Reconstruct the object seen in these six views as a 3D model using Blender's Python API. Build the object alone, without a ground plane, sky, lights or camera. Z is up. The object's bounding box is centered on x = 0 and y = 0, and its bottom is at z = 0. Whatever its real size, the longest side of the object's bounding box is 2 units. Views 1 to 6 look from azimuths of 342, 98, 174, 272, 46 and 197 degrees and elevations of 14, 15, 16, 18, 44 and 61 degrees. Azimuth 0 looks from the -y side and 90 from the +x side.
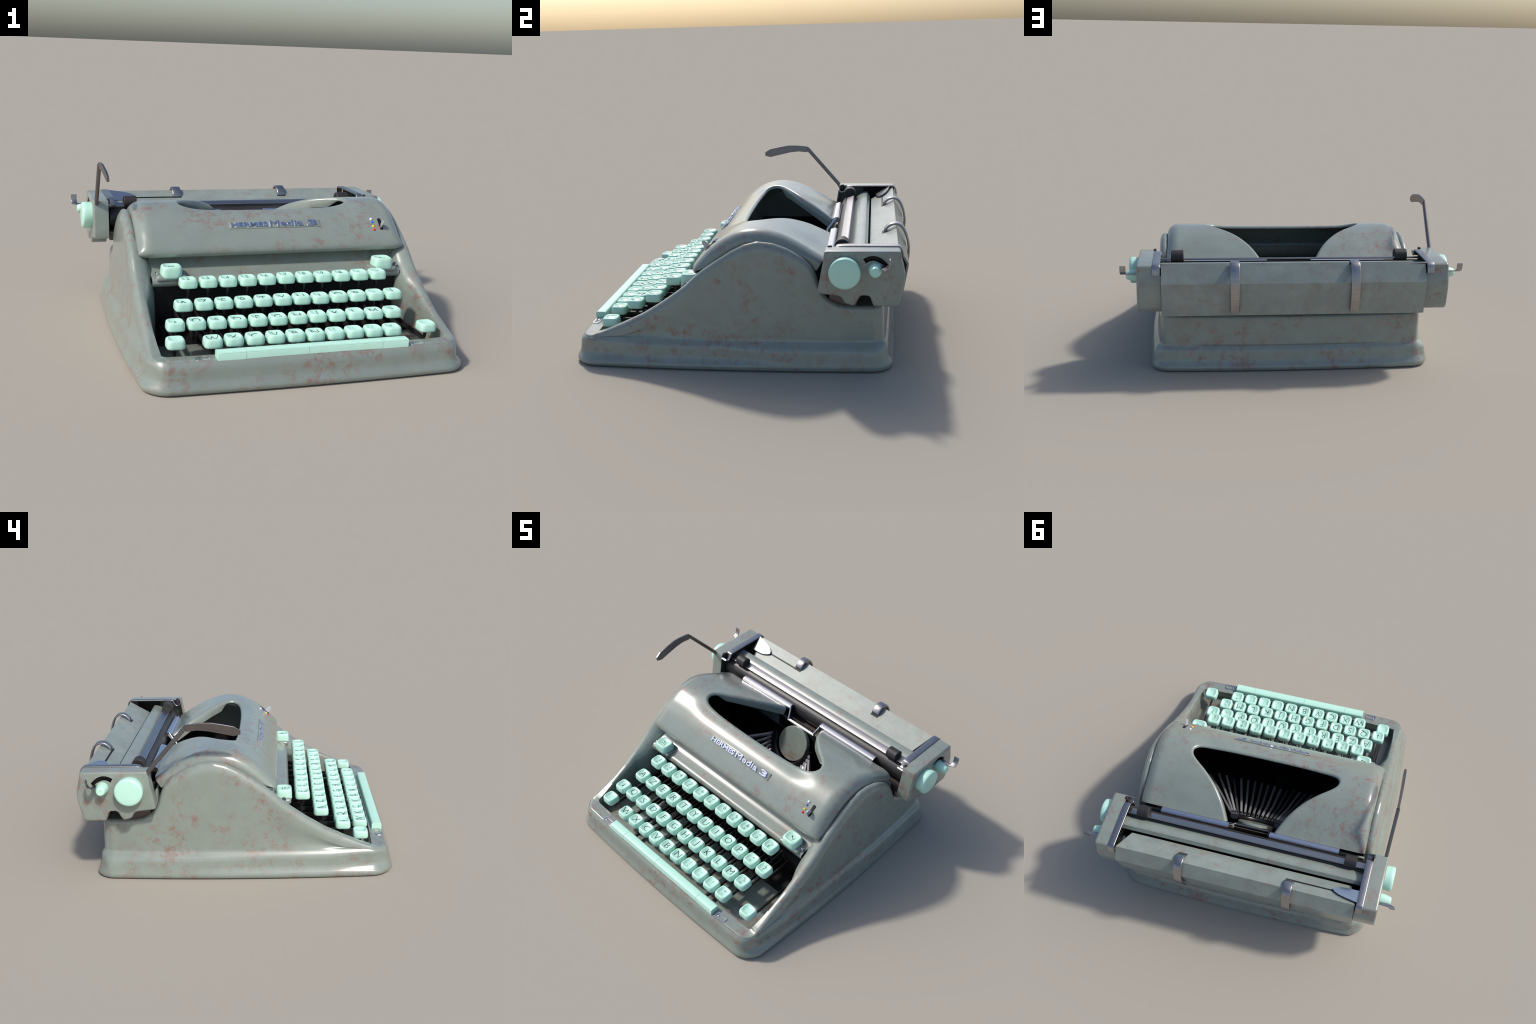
# Portable typewriter, grey-green enamel with mint keys, built part by part.
import bpy, bmesh, math, random
import numpy as np
from mathutils import Vector, Matrix

random.seed(7)
scene = bpy.context.scene
for o in list(bpy.data.objects):
    bpy.data.objects.remove(o)


# ------------------------------------------------------------------ materials
def new_mat(name):
    m = bpy.data.materials.new(name)
    m.use_nodes = True
    nt = m.node_tree
    return m, nt, nt.nodes["Principled BSDF"]


def node(nt, kind, **kw):
    n = nt.nodes.new(kind)
    for k, v in kw.items():
        if k.startswith("i_"):
            n.inputs[k[2:].replace("_", " ")].default_value = v
        else:
            setattr(n, k, v)
    return n


def ramp(nt, a, b, ca=(0, 0, 0, 1), cb=(1, 1, 1, 1)):
    r = nt.nodes.new("ShaderNodeValToRGB")
    r.color_ramp.elements[0].position = a
    r.color_ramp.elements[0].color = ca
    r.color_ramp.elements[1].position = b
    r.color_ramp.elements[1].color = cb
    return r


def enamel(name, base, rust_amount=1.0, rough=0.28, mottle=0.06, offset=(0, 0, 0)):
    """Glossy grey-green paint with branching pinkish-brown rust bloom."""
    m, nt, p = new_mat(name)
    L = nt.links.new
    tc = node(nt, "ShaderNodeTexCoord")
    mp = node(nt, "ShaderNodeMapping")
    mp.inputs["Location"].default_value = offset
    L(tc.outputs["Object"], mp.inputs["Vector"])
    # warped fine noise = the branching stain
    fine = node(nt, "ShaderNodeTexNoise", i_Scale=19.0, i_Detail=11.0, i_Roughness=0.74, i_Distortion=0.18)
    patch = node(nt, "ShaderNodeTexNoise", i_Scale=3.8, i_Detail=3.0, i_Roughness=0.55, i_Distortion=0.3)
    L(mp.outputs[0], fine.inputs["Vector"])
    L(mp.outputs[0], patch.inputs["Vector"])
    rf = ramp(nt, 0.49, 0.65)
    rp = ramp(nt, 0.42, 0.60)
    L(fine.outputs["Fac"], rf.inputs[0])
    L(patch.outputs["Fac"], rp.inputs[0])
    mul = node(nt, "ShaderNodeMath", operation="MULTIPLY")
    L(rf.outputs[0], mul.inputs[0])
    L(rp.outputs[0], mul.inputs[1])
    sc = node(nt, "ShaderNodeMath", operation="MULTIPLY", use_clamp=True)
    L(mul.outputs[0], sc.inputs[0])
    sc.inputs[1].default_value = 0.85 * rust_amount
    # faint tone mottling
    mo = node(nt, "ShaderNodeTexNoise", i_Scale=9.0, i_Detail=5.0, i_Roughness=0.6)
    L(mp.outputs[0], mo.inputs["Vector"])
    lo = tuple(c * (1 - mottle) for c in base) + (1,)
    hi = tuple(min(1, c * (1 + mottle)) for c in base) + (1,)
    rm = ramp(nt, 0.3, 0.7, lo, hi)
    L(mo.outputs["Fac"], rm.inputs[0])
    mix = node(nt, "ShaderNodeMix", data_type="RGBA")
    L(sc.outputs[0], mix.inputs["Factor"])
    L(rm.outputs[0], mix.inputs["A"])
    mix.inputs["B"].default_value = (0.240, 0.138, 0.114, 1)
    L(mix.outputs["Result"], p.inputs["Base Color"])
    rr = node(nt, "ShaderNodeMapRange")
    L(sc.outputs[0], rr.inputs["Value"])
    rr.inputs["To Min"].default_value = rough
    rr.inputs["To Max"].default_value = rough + 0.04
    L(rr.outputs[0], p.inputs["Roughness"])
    p.inputs["Specular IOR Level"].default_value = 0.75
    p.inputs["Coat Weight"].default_value = 0.25
    p.inputs["Coat Roughness"].default_value = 0.18
    return m


def plain(name, col, rough=0.4, metal=0.0, spec=0.5, grain=0.0, scale=60, stretch=(1, 1, 1), var=0.0):
    m, nt, p = new_mat(name)
    L = nt.links.new
    p.inputs["Base Color"].default_value = (*col, 1)
    p.inputs["Roughness"].default_value = rough
    p.inputs["Metallic"].default_value = metal
    p.inputs["Specular IOR Level"].default_value = spec
    if grain or var:
        tc = node(nt, "ShaderNodeTexCoord")
        mp = node(nt, "ShaderNodeMapping")
        mp.inputs["Scale"].default_value = stretch
        nz = node(nt, "ShaderNodeTexNoise", i_Scale=scale, i_Detail=4.0)
        L(tc.outputs["Object"], mp.inputs["Vector"])
        L(mp.outputs[0], nz.inputs["Vector"])
        if var:
            r = ramp(nt, 0.3, 0.7, tuple(c * (1 - var) for c in col) + (1,),
                     tuple(min(1, c * (1 + var)) for c in col) + (1,))
            L(nz.outputs["Fac"], r.inputs[0])
            L(r.outputs[0], p.inputs["Base Color"])
        if grain:
            b = node(nt, "ShaderNodeBump", i_Strength=grain, i_Distance=0.002)
            L(nz.outputs["Fac"], b.inputs["Height"])
            L(b.outputs[0], p.inputs["Normal"])
    return m


PAINT = (0.230, 0.268, 0.236)
M_BODY = enamel("enamel_paint", PAINT, 1.35, 0.22)
M_HOOD = enamel("hood_enamel_paint", PAINT, 1.15, 0.22, offset=(3.1, 1.7, 0.4))
M_CARR = enamel("carriage_enamel_paint", PAINT, 1.4, 0.30, 0.09, offset=(5.3, 0.2, 2.2))
M_TABLE = enamel("worn_table_paint", (0.240, 0.280, 0.248), 0.7, 0.40, 0.14, offset=(1.3, 4.2, 6.2))
M_KEY = plain("mint_key_plastic", (0.50, 0.80, 0.665), 0.32, 0, 0.5, var=0.02, scale=25)
M_BAR = plain("mint_bar_plastic", (0.52, 0.82, 0.68), 0.36, 0, 0.5, var=0.02, scale=18)
M_SEAM = plain("mint_seam_shade", (0.20, 0.36, 0.30), 0.5)
M_INK = plain("legend_ink", (0.018, 0.03, 0.028), 0.6)
M_CHROME = plain("bright_chrome", (0.62, 0.60, 0.63), 0.22, 1.0, var=0.05, scale=30)
M_STEEL = plain("brushed_steel", (0.37, 0.355, 0.36), 0.33, 1.0, grain=0.05, scale=90, stretch=(0.15, 1, 1), var=0.08)
M_DARKSTEEL = plain("dark_lever_steel", (0.22, 0.20, 0.195), 0.36, 1.0, var=0.06, scale=20)
M_RUBBER = plain("black_rubber", (0.022, 0.020, 0.020), 0.55, 0, 0.5, grain=0.1, scale=160, var=0.3)
M_PLATEN = plain("platen_rubber", (0.030, 0.028, 0.028), 0.42, 0, 0.5, grain=0.05, scale=60, stretch=(0.2, 1, 1), var=0.3)
M_BLACK = plain("black_chassis", (0.010, 0.009, 0.010), 0.5, 0, 0.3)
M_LEVER = plain("black_key_lever", (0.022, 0.019, 0.019), 0.45, 0, 0.5)
M_TYPE, _nt, _p = new_mat("typebar_steel")
_oi = node(_nt, "ShaderNodeObjectInfo")
_r = ramp(_nt, 0.0, 1.0, (0.10, 0.10, 0.105, 1), (0.42, 0.42, 0.44, 1))
_nt.links.new(_oi.outputs["Random"], _r.inputs[0])
_nt.links.new(_r.outputs[0], _p.inputs["Base Color"])
_p.inputs["Metallic"].default_value = 0.35
_p.inputs["Roughness"].default_value = 0.4
M_SEG = plain("segment_steel", (0.07, 0.068, 0.068), 0.3, 0.9)
M_RAIL = plain("dark_carriage_rail", (0.115, 0.092, 0.086), 0.4, 0.5)  # brown is the ground mirrored in the metal, tinted into its colour
M_BADGE = plain("badge_letters", (0.66, 0.70, 0.86), 0.22, 1.0)
M_WHITE = plain("white_dot", (0.75, 0.75, 0.78), 0.3)
M_BLUE = plain("blue_dot", (0.03, 0.16, 0.62), 0.3)
M_YELLOW = plain("yellow_dot", (0.72, 0.60, 0.03), 0.3)
M_RED = plain("red_dot", (0.60, 0.03, 0.03), 0.3)
M_TAB = plain("grey_tab_plastic", (0.48, 0.48, 0.52), 0.35, 0.2)


# ------------------------------------------------------------------ helpers
ROOT = bpy.data.objects.new("portable_typewriter", None)
scene.collection.objects.link(ROOT)
ROOT["label"] = "grey green portable typewriter with mint keys and chrome lever"
ROOT["category"] = "typewriter"


def add(name, mesh, mat, parent=None, loc=(0, 0, 0), angle=35):
    if mat is not None and len(mesh.materials) == 0:
        mesh.materials.append(mat)
    if angle is not None:
        for f in mesh.polygons:
            f.use_smooth = True
        mesh.set_sharp_from_angle(angle=math.radians(angle))
    o = bpy.data.objects.new(name, mesh)
    scene.collection.objects.link(o)
    o.parent = parent or ROOT
    o.location = loc
    return o


def mesh_from(verts, faces, name="m", fix=True, merge=0.0):
    me = bpy.data.meshes.new(name)
    me.from_pydata([tuple(map(float, v)) for v in verts], [], faces)
    if fix or merge:
        bm = bmesh.new()
        bm.from_mesh(me)
        if merge:
            bmesh.ops.remove_doubles(bm, verts=bm.verts, dist=merge)
            bmesh.ops.dissolve_degenerate(bm, edges=bm.edges, dist=1e-6)
        if fix:
            bmesh.ops.recalc_face_normals(bm, faces=bm.faces)
        bm.to_mesh(me)
        bm.free()
    return me


def join(meshes, name="joined"):
    bm = bmesh.new()
    for m in meshes:
        bm.from_mesh(m)
    me = bpy.data.meshes.new(name)
    bm.to_mesh(me)
    bm.free()
    return me


def box(x0, x1, y0, y1, z0, z1, bevel=0.0, seg=2, mat4=None):
    bm = bmesh.new()
    bmesh.ops.create_cube(bm, size=1.0)
    for v in bm.verts:
        v.co = Vector(((x0 + x1) / 2 + v.co.x * (x1 - x0), (y0 + y1) / 2 + v.co.y * (y1 - y0),
                       (z0 + z1) / 2 + v.co.z * (z1 - z0)))
    if bevel:
        bmesh.ops.bevel(bm, geom=list(bm.edges), offset=bevel, segments=seg, profile=0.5, affect="EDGES")
    if mat4 is not None:
        bm.transform(mat4)
    me = bpy.data.meshes.new("box")
    bm.to_mesh(me)
    bm.free()
    return me


def prism_x(outline, x0, x1, bevel=0.0, seg=2):
    """Solid with a (y, z) outline between two x planes."""
    n = len(outline)
    vs = [(x0, y, z) for y, z in outline] + [(x1, y, z) for y, z in outline]
    fs = [tuple(range(n)), tuple(range(2 * n - 1, n - 1, -1))]
    fs += [(i, i + n, (i + 1) % n + n, (i + 1) % n) for i in range(n)]
    me = mesh_from(vs, fs)
    if bevel:
        bm = bmesh.new()
        bm.from_mesh(me)
        bmesh.ops.bevel(bm, geom=list(bm.edges), offset=bevel, segments=seg, profile=0.5, affect="EDGES",
                        clamp_overlap=True)
        bm.to_mesh(me)
        bm.free()
    return me


def cyl_x(x0, x1, y, z, prof, n=48):
    """Solid of revolution about an x axis: prof = [(t along x 0..1, radius)]."""
    vs, fs = [], []
    for t, r in prof:
        for k in range(n):
            a = 2 * math.pi * k / n
            vs.append((x0 + (x1 - x0) * t, y + r * math.cos(a), z + r * math.sin(a)))
    for i in range(len(prof) - 1):
        for k in range(n):
            fs.append((i * n + k, i * n + (k + 1) % n, (i + 1) * n + (k + 1) % n, (i + 1) * n + k))
    fs.append(tuple(range(n)))
    fs.append(tuple((len(prof) - 1) * n + k for k in range(n - 1, -1, -1)))
    return mesh_from(vs, fs)


def smooth_path(pts, sub=6):
    """Catmull-Rom through the control points."""
    P = [Vector(p) for p in pts]
    P = [P[0] * 2 - P[1]] + P + [P[-1] * 2 - P[-2]]
    out = []
    for i in range(1, len(P) - 2):
        for k in range(sub):
            t = k / sub
            a, b, c, d = P[i - 1], P[i], P[i + 1], P[i + 2]
            out.append(0.5 * ((2 * b) + (c - a) * t + (2 * a - 5 * b + 4 * c - d) * t * t
                              + (3 * b - a - 3 * c + d) * t ** 3))
    out.append(P[-2])
    return out


def sweep(path, section, side, close=True):
    """Sweep a 2D section (u along 'side', v along the path normal) along a path."""
    path = [Vector(p) for p in path]
    n = len(section)
    vs, fs = [], []
    for i, p in enumerate(path):
        t = (path[min(i + 1, len(path) - 1)] - path[max(i - 1, 0)]).normalized()
        s = (Vector(side) - t * t.dot(Vector(side))).normalized()
        nn = t.cross(s).normalized()
        for u, v in section:
            vs.append(p + s * u + nn * v)
    for i in range(len(path) - 1):
        for k in range(n):
            fs.append((i * n + k, i * n + (k + 1) % n, (i + 1) * n + (k + 1) % n, (i + 1) * n + k))
    fs.append(tuple(range(n)))
    fs.append(tuple((len(path) - 1) * n + k for k in range(n - 1, -1, -1)))
    return mesh_from(vs, fs)


def rounded_rect(w, h, r, k=4):
    """Closed section of width w, height h, corner radius r."""
    out = []
    for cx, cy, a0 in ((w / 2 - r, h / 2 - r, 0), (-w / 2 + r, h / 2 - r, 90), (-w / 2 + r, -h / 2 + r, 180),
                       (w / 2 - r, -h / 2 + r, 270)):
        for i in range(k + 1):
            a = math.radians(a0 + 90 * i / k)
            out.append((cx + r * math.cos(a), cy + r * math.sin(a)))
    return out


def interp(x, table):
    return float(np.interp(x, [a for a, b in table], [b for a, b in table]))


def sstep(a, b, x):
    t = min(1, max(0, (x - a) / (b - a)))
    return t * t * (3 - 2 * t)


def solidify(me, t):
    """Give an open sheet a thickness t behind its vertex normals, closing the border."""
    n = len(me.vertices)
    vs = [v.co.copy() for v in me.vertices]
    ns = [v.normal.copy() for v in me.vertices]
    fs = [tuple(p.vertices) for p in me.polygons]
    count = {}
    for f in fs:
        for i in range(len(f)):
            e = (f[i], f[(i + 1) % len(f)])
            k = (min(e), max(e))
            count.setdefault(k, []).append(e)
    out = fs + [tuple(i + n for i in reversed(f)) for f in fs]
    for k, es in count.items():
        if len(es) == 1:
            a, b = es[0]
            out.append((b, a, a + n, b + n))
    m2 = bpy.data.meshes.new("sheet")
    m2.from_pydata([tuple(v) for v in vs] + [tuple(v - q * t) for v, q in zip(vs, ns)], [], out)
    return m2


# ------------------------------------------------------------------ case shell
# Height of the side wall's top edge along y (front rim, sweep, hump, rear shelf).
RIM_PTS = [(-0.95, .150), (-0.84, .152), (-0.79, .158), (-0.74, .171), (-0.70, .186), (-0.61, .226), (-0.50, .279),
           (-0.40, .340), (-0.31, .402), (-0.265, .436), (-0.21, .488), (-0.17, .520), (-0.10, .568), (-0.02, .620),
           (0.05, .654), (0.12, .671), (0.20, .662), (0.27, .636), (0.316, .610), (0.36, .580), (0.395, .545),
           (0.418, .505), (0.432, .455), (0.450, .410), (0.474, .378), (0.53, .346), (0.60, .336), (0.95, .334)]
_ys = np.array([a for a, b in RIM_PTS])
_hs = np.array([b for a, b in RIM_PTS])
_fy = np.linspace(-0.95, 0.95, 1901)
_fh = np.interp(_fy, _ys, _hs)
_k = np.hanning(31)
_k /= _k.sum()
_fh = np.convolve(np.pad(_fh, 15, mode="edge"), _k, mode="valid")


def rim(y):
    return float(np.interp(y, _fy, _fh))


HX, YF, YR = 0.828, -0.880, 0.802


def outline(n_side=230, n_end=60, n_corner=14, rf=0.122, rr=0.100):
    """Foot outline: a rounded rectangle with gently bowed sides, counter-clockwise, as (x, y, nx, ny)."""
    pts = []

    def arc(cx, cy, r, a0):
        for i in range(n_corner):
            a = math.radians(a0 + 90 * (i + 0.5) / n_corner)
            pts.append((cx + r * math.cos(a), cy + r * math.sin(a)))

    for i in range(n_side + 1):
        pts.append((HX, YF + rf + (YR - rr - YF - rf) * i / n_side))
    arc(HX - rr, YR - rr, rr, 0)
    for i in range(n_end + 1):
        pts.append((HX - rr - 2 * (HX - rr) * i / n_end, YR))
    arc(-HX + rr, YR - rr, rr, 90)
    for i in range(n_side + 1):
        pts.append((-HX, YR - rr + (YF + rf - YR + rr) * i / n_side))
    arc(-HX + rf, YF + rf, rf, 180)
    for i in range(n_end + 1):
        pts.append((-HX + rf + 2 * (HX - rf) * i / n_end, YF))
    arc(HX - rf, YF + rf, rf, 270)
    out = []
    for x, y in pts:
        bx = 0.030 * (1 - min(1, abs(y + 0.02) / 0.83) ** 2)
        by = (0.024 if y > 0 else 0.020) * (1 - min(1, abs(x) / 0.83) ** 2)
        w = y / (YR if y > 0 else -YF)
        out.append((x + bx * x / HX, y + by * w ** 3))
    n = len(out)
    res = []
    for i, (x, y) in enumerate(out):
        ax, ay = out[i - 1]
        bx, by = out[(i + 1) % n]
        tx, ty = bx - ax, by - ay
        l = math.hypot(tx, ty)
        res.append((x, y, ty / l, -tx / l))
    return res


FOOT = [(0.0, 0.016), (0.006, 0.006), (0.016, 0.0), (0.028, 0.001), (0.040, 0.007), (0.054, 0.016), (0.072, 0.021),
        (0.100, 0.024), (0.120, 0.027), (0.130, 0.031), (0.140, 0.038), (0.148, 0.044)]


def inner_half_width(y):
    # keyboard well is widest at the front and narrows to the pillars beside the sill
    return interp(y, [(-0.80, 0.735), (-0.60, 0.733), (-0.42, 0.722), (-0.35, 0.690), (-0.30, 0.680), (-0.18, 0.680),
                      (-0.10, 0.735), (0.9, 0.735)])


def build_case():
    cols = outline()
    rings = []
    for x, y, nx, ny in cols:
        H = rim(y)
        s = min(1, max(0, (H - 0.152) / 0.08)) * (1 - 0.55 * sstep(0.43, 0.52, y))
        edge = 0.006 + 0.056 * s
        # the skirt is fuller towards the back; the wall is drawn in below the front sweep
        full = 0.010 * sstep(-0.1, 0.3, y) * sstep(0.6, 0.95, abs(nx))
        sunk = 0.010 * sstep(-0.78, -0.55, y) * (1 - sstep(-0.25, 0.0, y)) * sstep(0.5, 0.9, abs(nx))
        side = sstep(0.5, 0.9, abs(nx))
        full -= 0.011 * (1 - sstep(-0.78, -0.50, y)) * side
        lean = 0.008 * sstep(0.50, 0.76, y) * side
        col = [(x - nx * (d + lean * sstep(0.09, 0.15, z) - full * sstep(0.03, 0.06, z) * (1 - sstep(0.11, 0.14, z))),
                y - ny * (d + lean * sstep(0.09, 0.15, z) - full * sstep(0.03, 0.06, z) * (1 - sstep(0.11, 0.14, z))), min(z, H - 0.004)) for z, d in FOOT]
        zA = min(0.154, H - edge)
        zB = max(zA + 0.0005, H - edge)
        wall0, wall1 = 0.047 + lean, lean + 0.047 + 0.014 * min(1, max(0, (H - 0.16) / 0.45))
        bulge = 0.010 * sstep(0.5, 0.95, ny) * (1 - (x / 0.83) ** 2)  # rear wall swells in the middle
        for t in (0, 0.04, 0.12, 0.3, 0.5, 0.7, 0.85, 0.95, 1.0):
            d = -bulge + wall0 + (wall1 - wall0) * t + sunk * math.sin(math.pi * min(1, t * 1.25)) if t < 0.8 else -bulge + wall0 + (wall1 - wall0) * t
            col.append((x - nx * d, y - ny * d, zA + (zB - zA) * t))
        # soft shoulder
        for a in (20, 40, 55, 70, 90):
            ar = math.radians(a)
            d = wall1 - bulge + (0.012 + 0.020 * s) * (1 - math.cos(ar))
            col.append((x - nx * d, y - ny * d, zB + (H - zB) * math.sin(ar)))
        d1 = wall1 + 0.012 + 0.020 * s
        front = sstep(0.3, 0.95, -ny)
        well = sstep(-0.12, -0.2, y) * (1 - front)
        rear = sstep(0.3, 0.9, ny)
        dflat = 0.101 + 0.019 * front - 0.02 * rear
        for t in (0.3, 0.6, 1.0):
            d = d1 + (dflat - d1) * t
            col.append((x - nx * d, y - ny * d, H - 0.001 * t))
        # rolled inner lip, then the inner wall of the well
        X1, Y1 = x - nx * dflat, y - ny * dflat
        xin = max(-1, min(1, X1 / 0.001)) * min(abs(X1) - 0.004, inner_half_width(Y1)) if abs(nx) > 0.5 else X1 - nx * 0.006
        yin = Y1 - ny * 0.006
        for k, (fx, dz) in enumerate(((0.25, 0.003), (0.55, 0.010), (0.8, 0.024), (1.0, 0.05))):
            dz *= (1.0 + 0.9 * sstep(-0.5, -0.3, Y1)) if well > 0.5 else 0.8
            col.append((X1 + (xin - X1) * fx, Y1 + (yin - Y1) * fx, max(0.06, H - 0.002 - dz)))
        shrink = 0.012 if abs(nx) > 0.5 else 0.0
        for z in (0.6, 0.15):
            zz = 0.05 + (max(0.07, H - 0.09) - 0.05) * z
            col.append((xin - math.copysign(shrink * (1 - z), xin), yin, min(zz, col[-1][2] - 0.002)))
        col.append((xin - math.copysign(shrink, xin), yin, 0.03))
        rings.append(col)
    m = len(rings[0])
    vs = [v for c in rings for v in c]
    n = len(rings)
    fs = []
    for i in range(n):
        j = (i + 1) % n
        for k in range(m - 1):
            fs.append((i * m + k, j * m + k, j * m + k + 1, i * m + k + 1))
    me = mesh_from(vs, fs, fix=True)
    return add("case", me, M_BODY, angle=60)


CASE = build_case()
# underside and the dark space inside
add("bottom_plate", box(-0.775, 0.775, -0.83, 0.75, 0.003, 0.014, 0.003), M_BLACK)
add("keyboard_floor", box(-0.735, 0.735, -0.785, -0.41, 0.040, 0.072, 0.003), M_BODY)
add("inner_chassis", join([
    box(-0.738, 0.738, -0.409, -0.256, 0.035, 0.082),
    box(-0.690, 0.690, -0.270, -0.255, 0.083, 0.352),
    box(-0.735, -0.725, -0.05, 0.42, 0.016, 0.46), box(0.725, 0.735, -0.05, 0.42, 0.016, 0.46),
    box(-0.74, 0.74, 0.425, 0.435, 0.016, 0.40),
]), M_BLACK)
add("hump_back", box(-0.748, 0.748, 0.437, 0.451, 0.300, 0.500, 0.003), M_BODY)
add("rear_deck", box(-0.755, 0.755, 0.452, 0.742, 0.310, 0.329, 0.003), M_BODY)


# ------------------------------------------------------------------ sill panel behind the keys
def sheet_x(profile, x0, x1, nx=2):
    vs, fs = [], []
    m = len(profile)
    for i in range(nx):
        x = x0 + (x1 - x0) * i / (nx - 1)
        vs += [(x, y, z) for y, z in profile]
    for i in range(nx - 1):
        for k in range(m - 1):
            fs.append((i * m + k, i * m + k + 1, (i + 1) * m + k + 1, (i + 1) * m + k))
    return mesh_from(vs, fs, fix=False)


sill_prof = [(p.x, p.y) for p in smooth_path(
    [(-0.138, 0.515, 0), (-0.160, 0.465, 0), (-0.188, 0.430, 0), (-0.220, 0.410, 0), (-0.255, 0.400, 0), (-0.280, 0.394, 0), (-0.294, 0.386, 0),
     (-0.301, 0.373, 0), (-0.300, 0.360, 0), (-0.293, 0.350, 0), (-0.285, 0.346, 0)], 5)]
sill = add("keyboard_sill", solidify(sheet_x(sill_prof, -0.690, 0.690), 0.006), M_BODY)
for s in (-1, 1):
    me = box(s * 0.592 - 0.078, s * 0.592 + 0.078, -0.310, -0.205, 0.376, 0.410, 0.014, 4)
    add("key_pad", me, M_BODY, sill)
    bm_ = cyl_x(0, 1, 0, 0, [(0, .012), (0.8, .012), (1, .008)], 20)
    o = add("pad_screw", bm_, M_CHROME, sill, loc=(s * 0.672, -0.268, 0.410))
    o.scale = (0.012, 1, 1)


# ------------------------------------------------------------------ hood
HOOD_PTS = [(-0.176, .484), (-0.196, .479), (-0.214, .481), (-0.227, .491), (-0.232, .507), (-0.227, .526), (-0.204, .555),
            (-0.174, .586), (-0.146, .613), (-0.118, .635), (-0.084, .660), (-0.035, .688), (0.015, .708), (0.07, .7185),
            (0.13, .7175), (0.19, .706), (0.25, .686), (0.336, .645), (0.40, .607), (0.440, .582), (0.454, .573)]
_hp = [Vector((y, z)) for y, z in HOOD_PTS]
_hood = smooth_path([(y, z, 0) for y, z in HOOD_PTS], 12)
_hy = np.array([p.x for p in _hood])
_hz = np.array([p.y for p in _hood])
_hsl = np.concatenate([[0], np.cumsum(np.hypot(np.diff(_hy), np.diff(_hz)))])
SMAX = float(_hsl[-1])
_ty, _tz = np.gradient(_hy, _hsl), np.gradient(_hz, _hsl)
S_OF_Y0 = 60  # index beyond which y grows monotonically


def hood_pt(s):
    y, z = np.interp(s, _hsl, _hy), np.interp(s, _hsl, _hz)
    a, b = np.interp(s, _hsl, _ty), np.interp(s, _hsl, _tz)
    l = math.hypot(a, b)
    return y, z, -b / l, a / l  # outward normal


def s_of_y(y):
    return float(np.interp(y, _hy[S_OF_Y0:], _hsl[S_OF_Y0:]))


HALF, ROLL, DROP = 0.747, 0.075, 0.062


def hood_map(x, s, sink=0.0):
    y, z, ny, nz = hood_pt(s)
    d = min(1.0, max(0.0, (abs(x) - (HALF - ROLL)) / ROLL))
    drop = DROP * (0.36 + 0.64 * sstep(0.05, 0.17, s)) * (1 - 0.45 * sstep(SMAX - 0.22, SMAX, s)) * (1 - math.sqrt(max(0, 1 - d * d))) + sink
    # shallow hollow behind the shoulders, towards the carriage
    drop += 0.006 * math.exp(-((abs(x) - 0.60) / 0.12) ** 2 - ((y - 0.38) / 0.10) ** 2)
    # the bridge in front of the opening sags slightly in the middle
    drop += 0.014 * math.exp(-((y + 0.01) / 0.055) ** 2) * (1 - sstep(0.36, 0.56, abs(x)))
    return (x, y - ny * drop, z - nz * drop)


OPEN_PTS = [(0, -0.008), (0.12, -0.007), (0.24, -0.004), (0.34, 0.002), (0.41, 0.011), (0.455, 0.024), (0.480, 0.046),
            (0.487, 0.072), (0.474, 0.104), (0.436, 0.140), (0.38, 0.183), (0.322, 0.232), (0.272, 0.282), (0.230, 0.333),
            (0.196, 0.384), (0.172, 0.426), (0.161, 0.446), (0.157, 0.454)]


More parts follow.
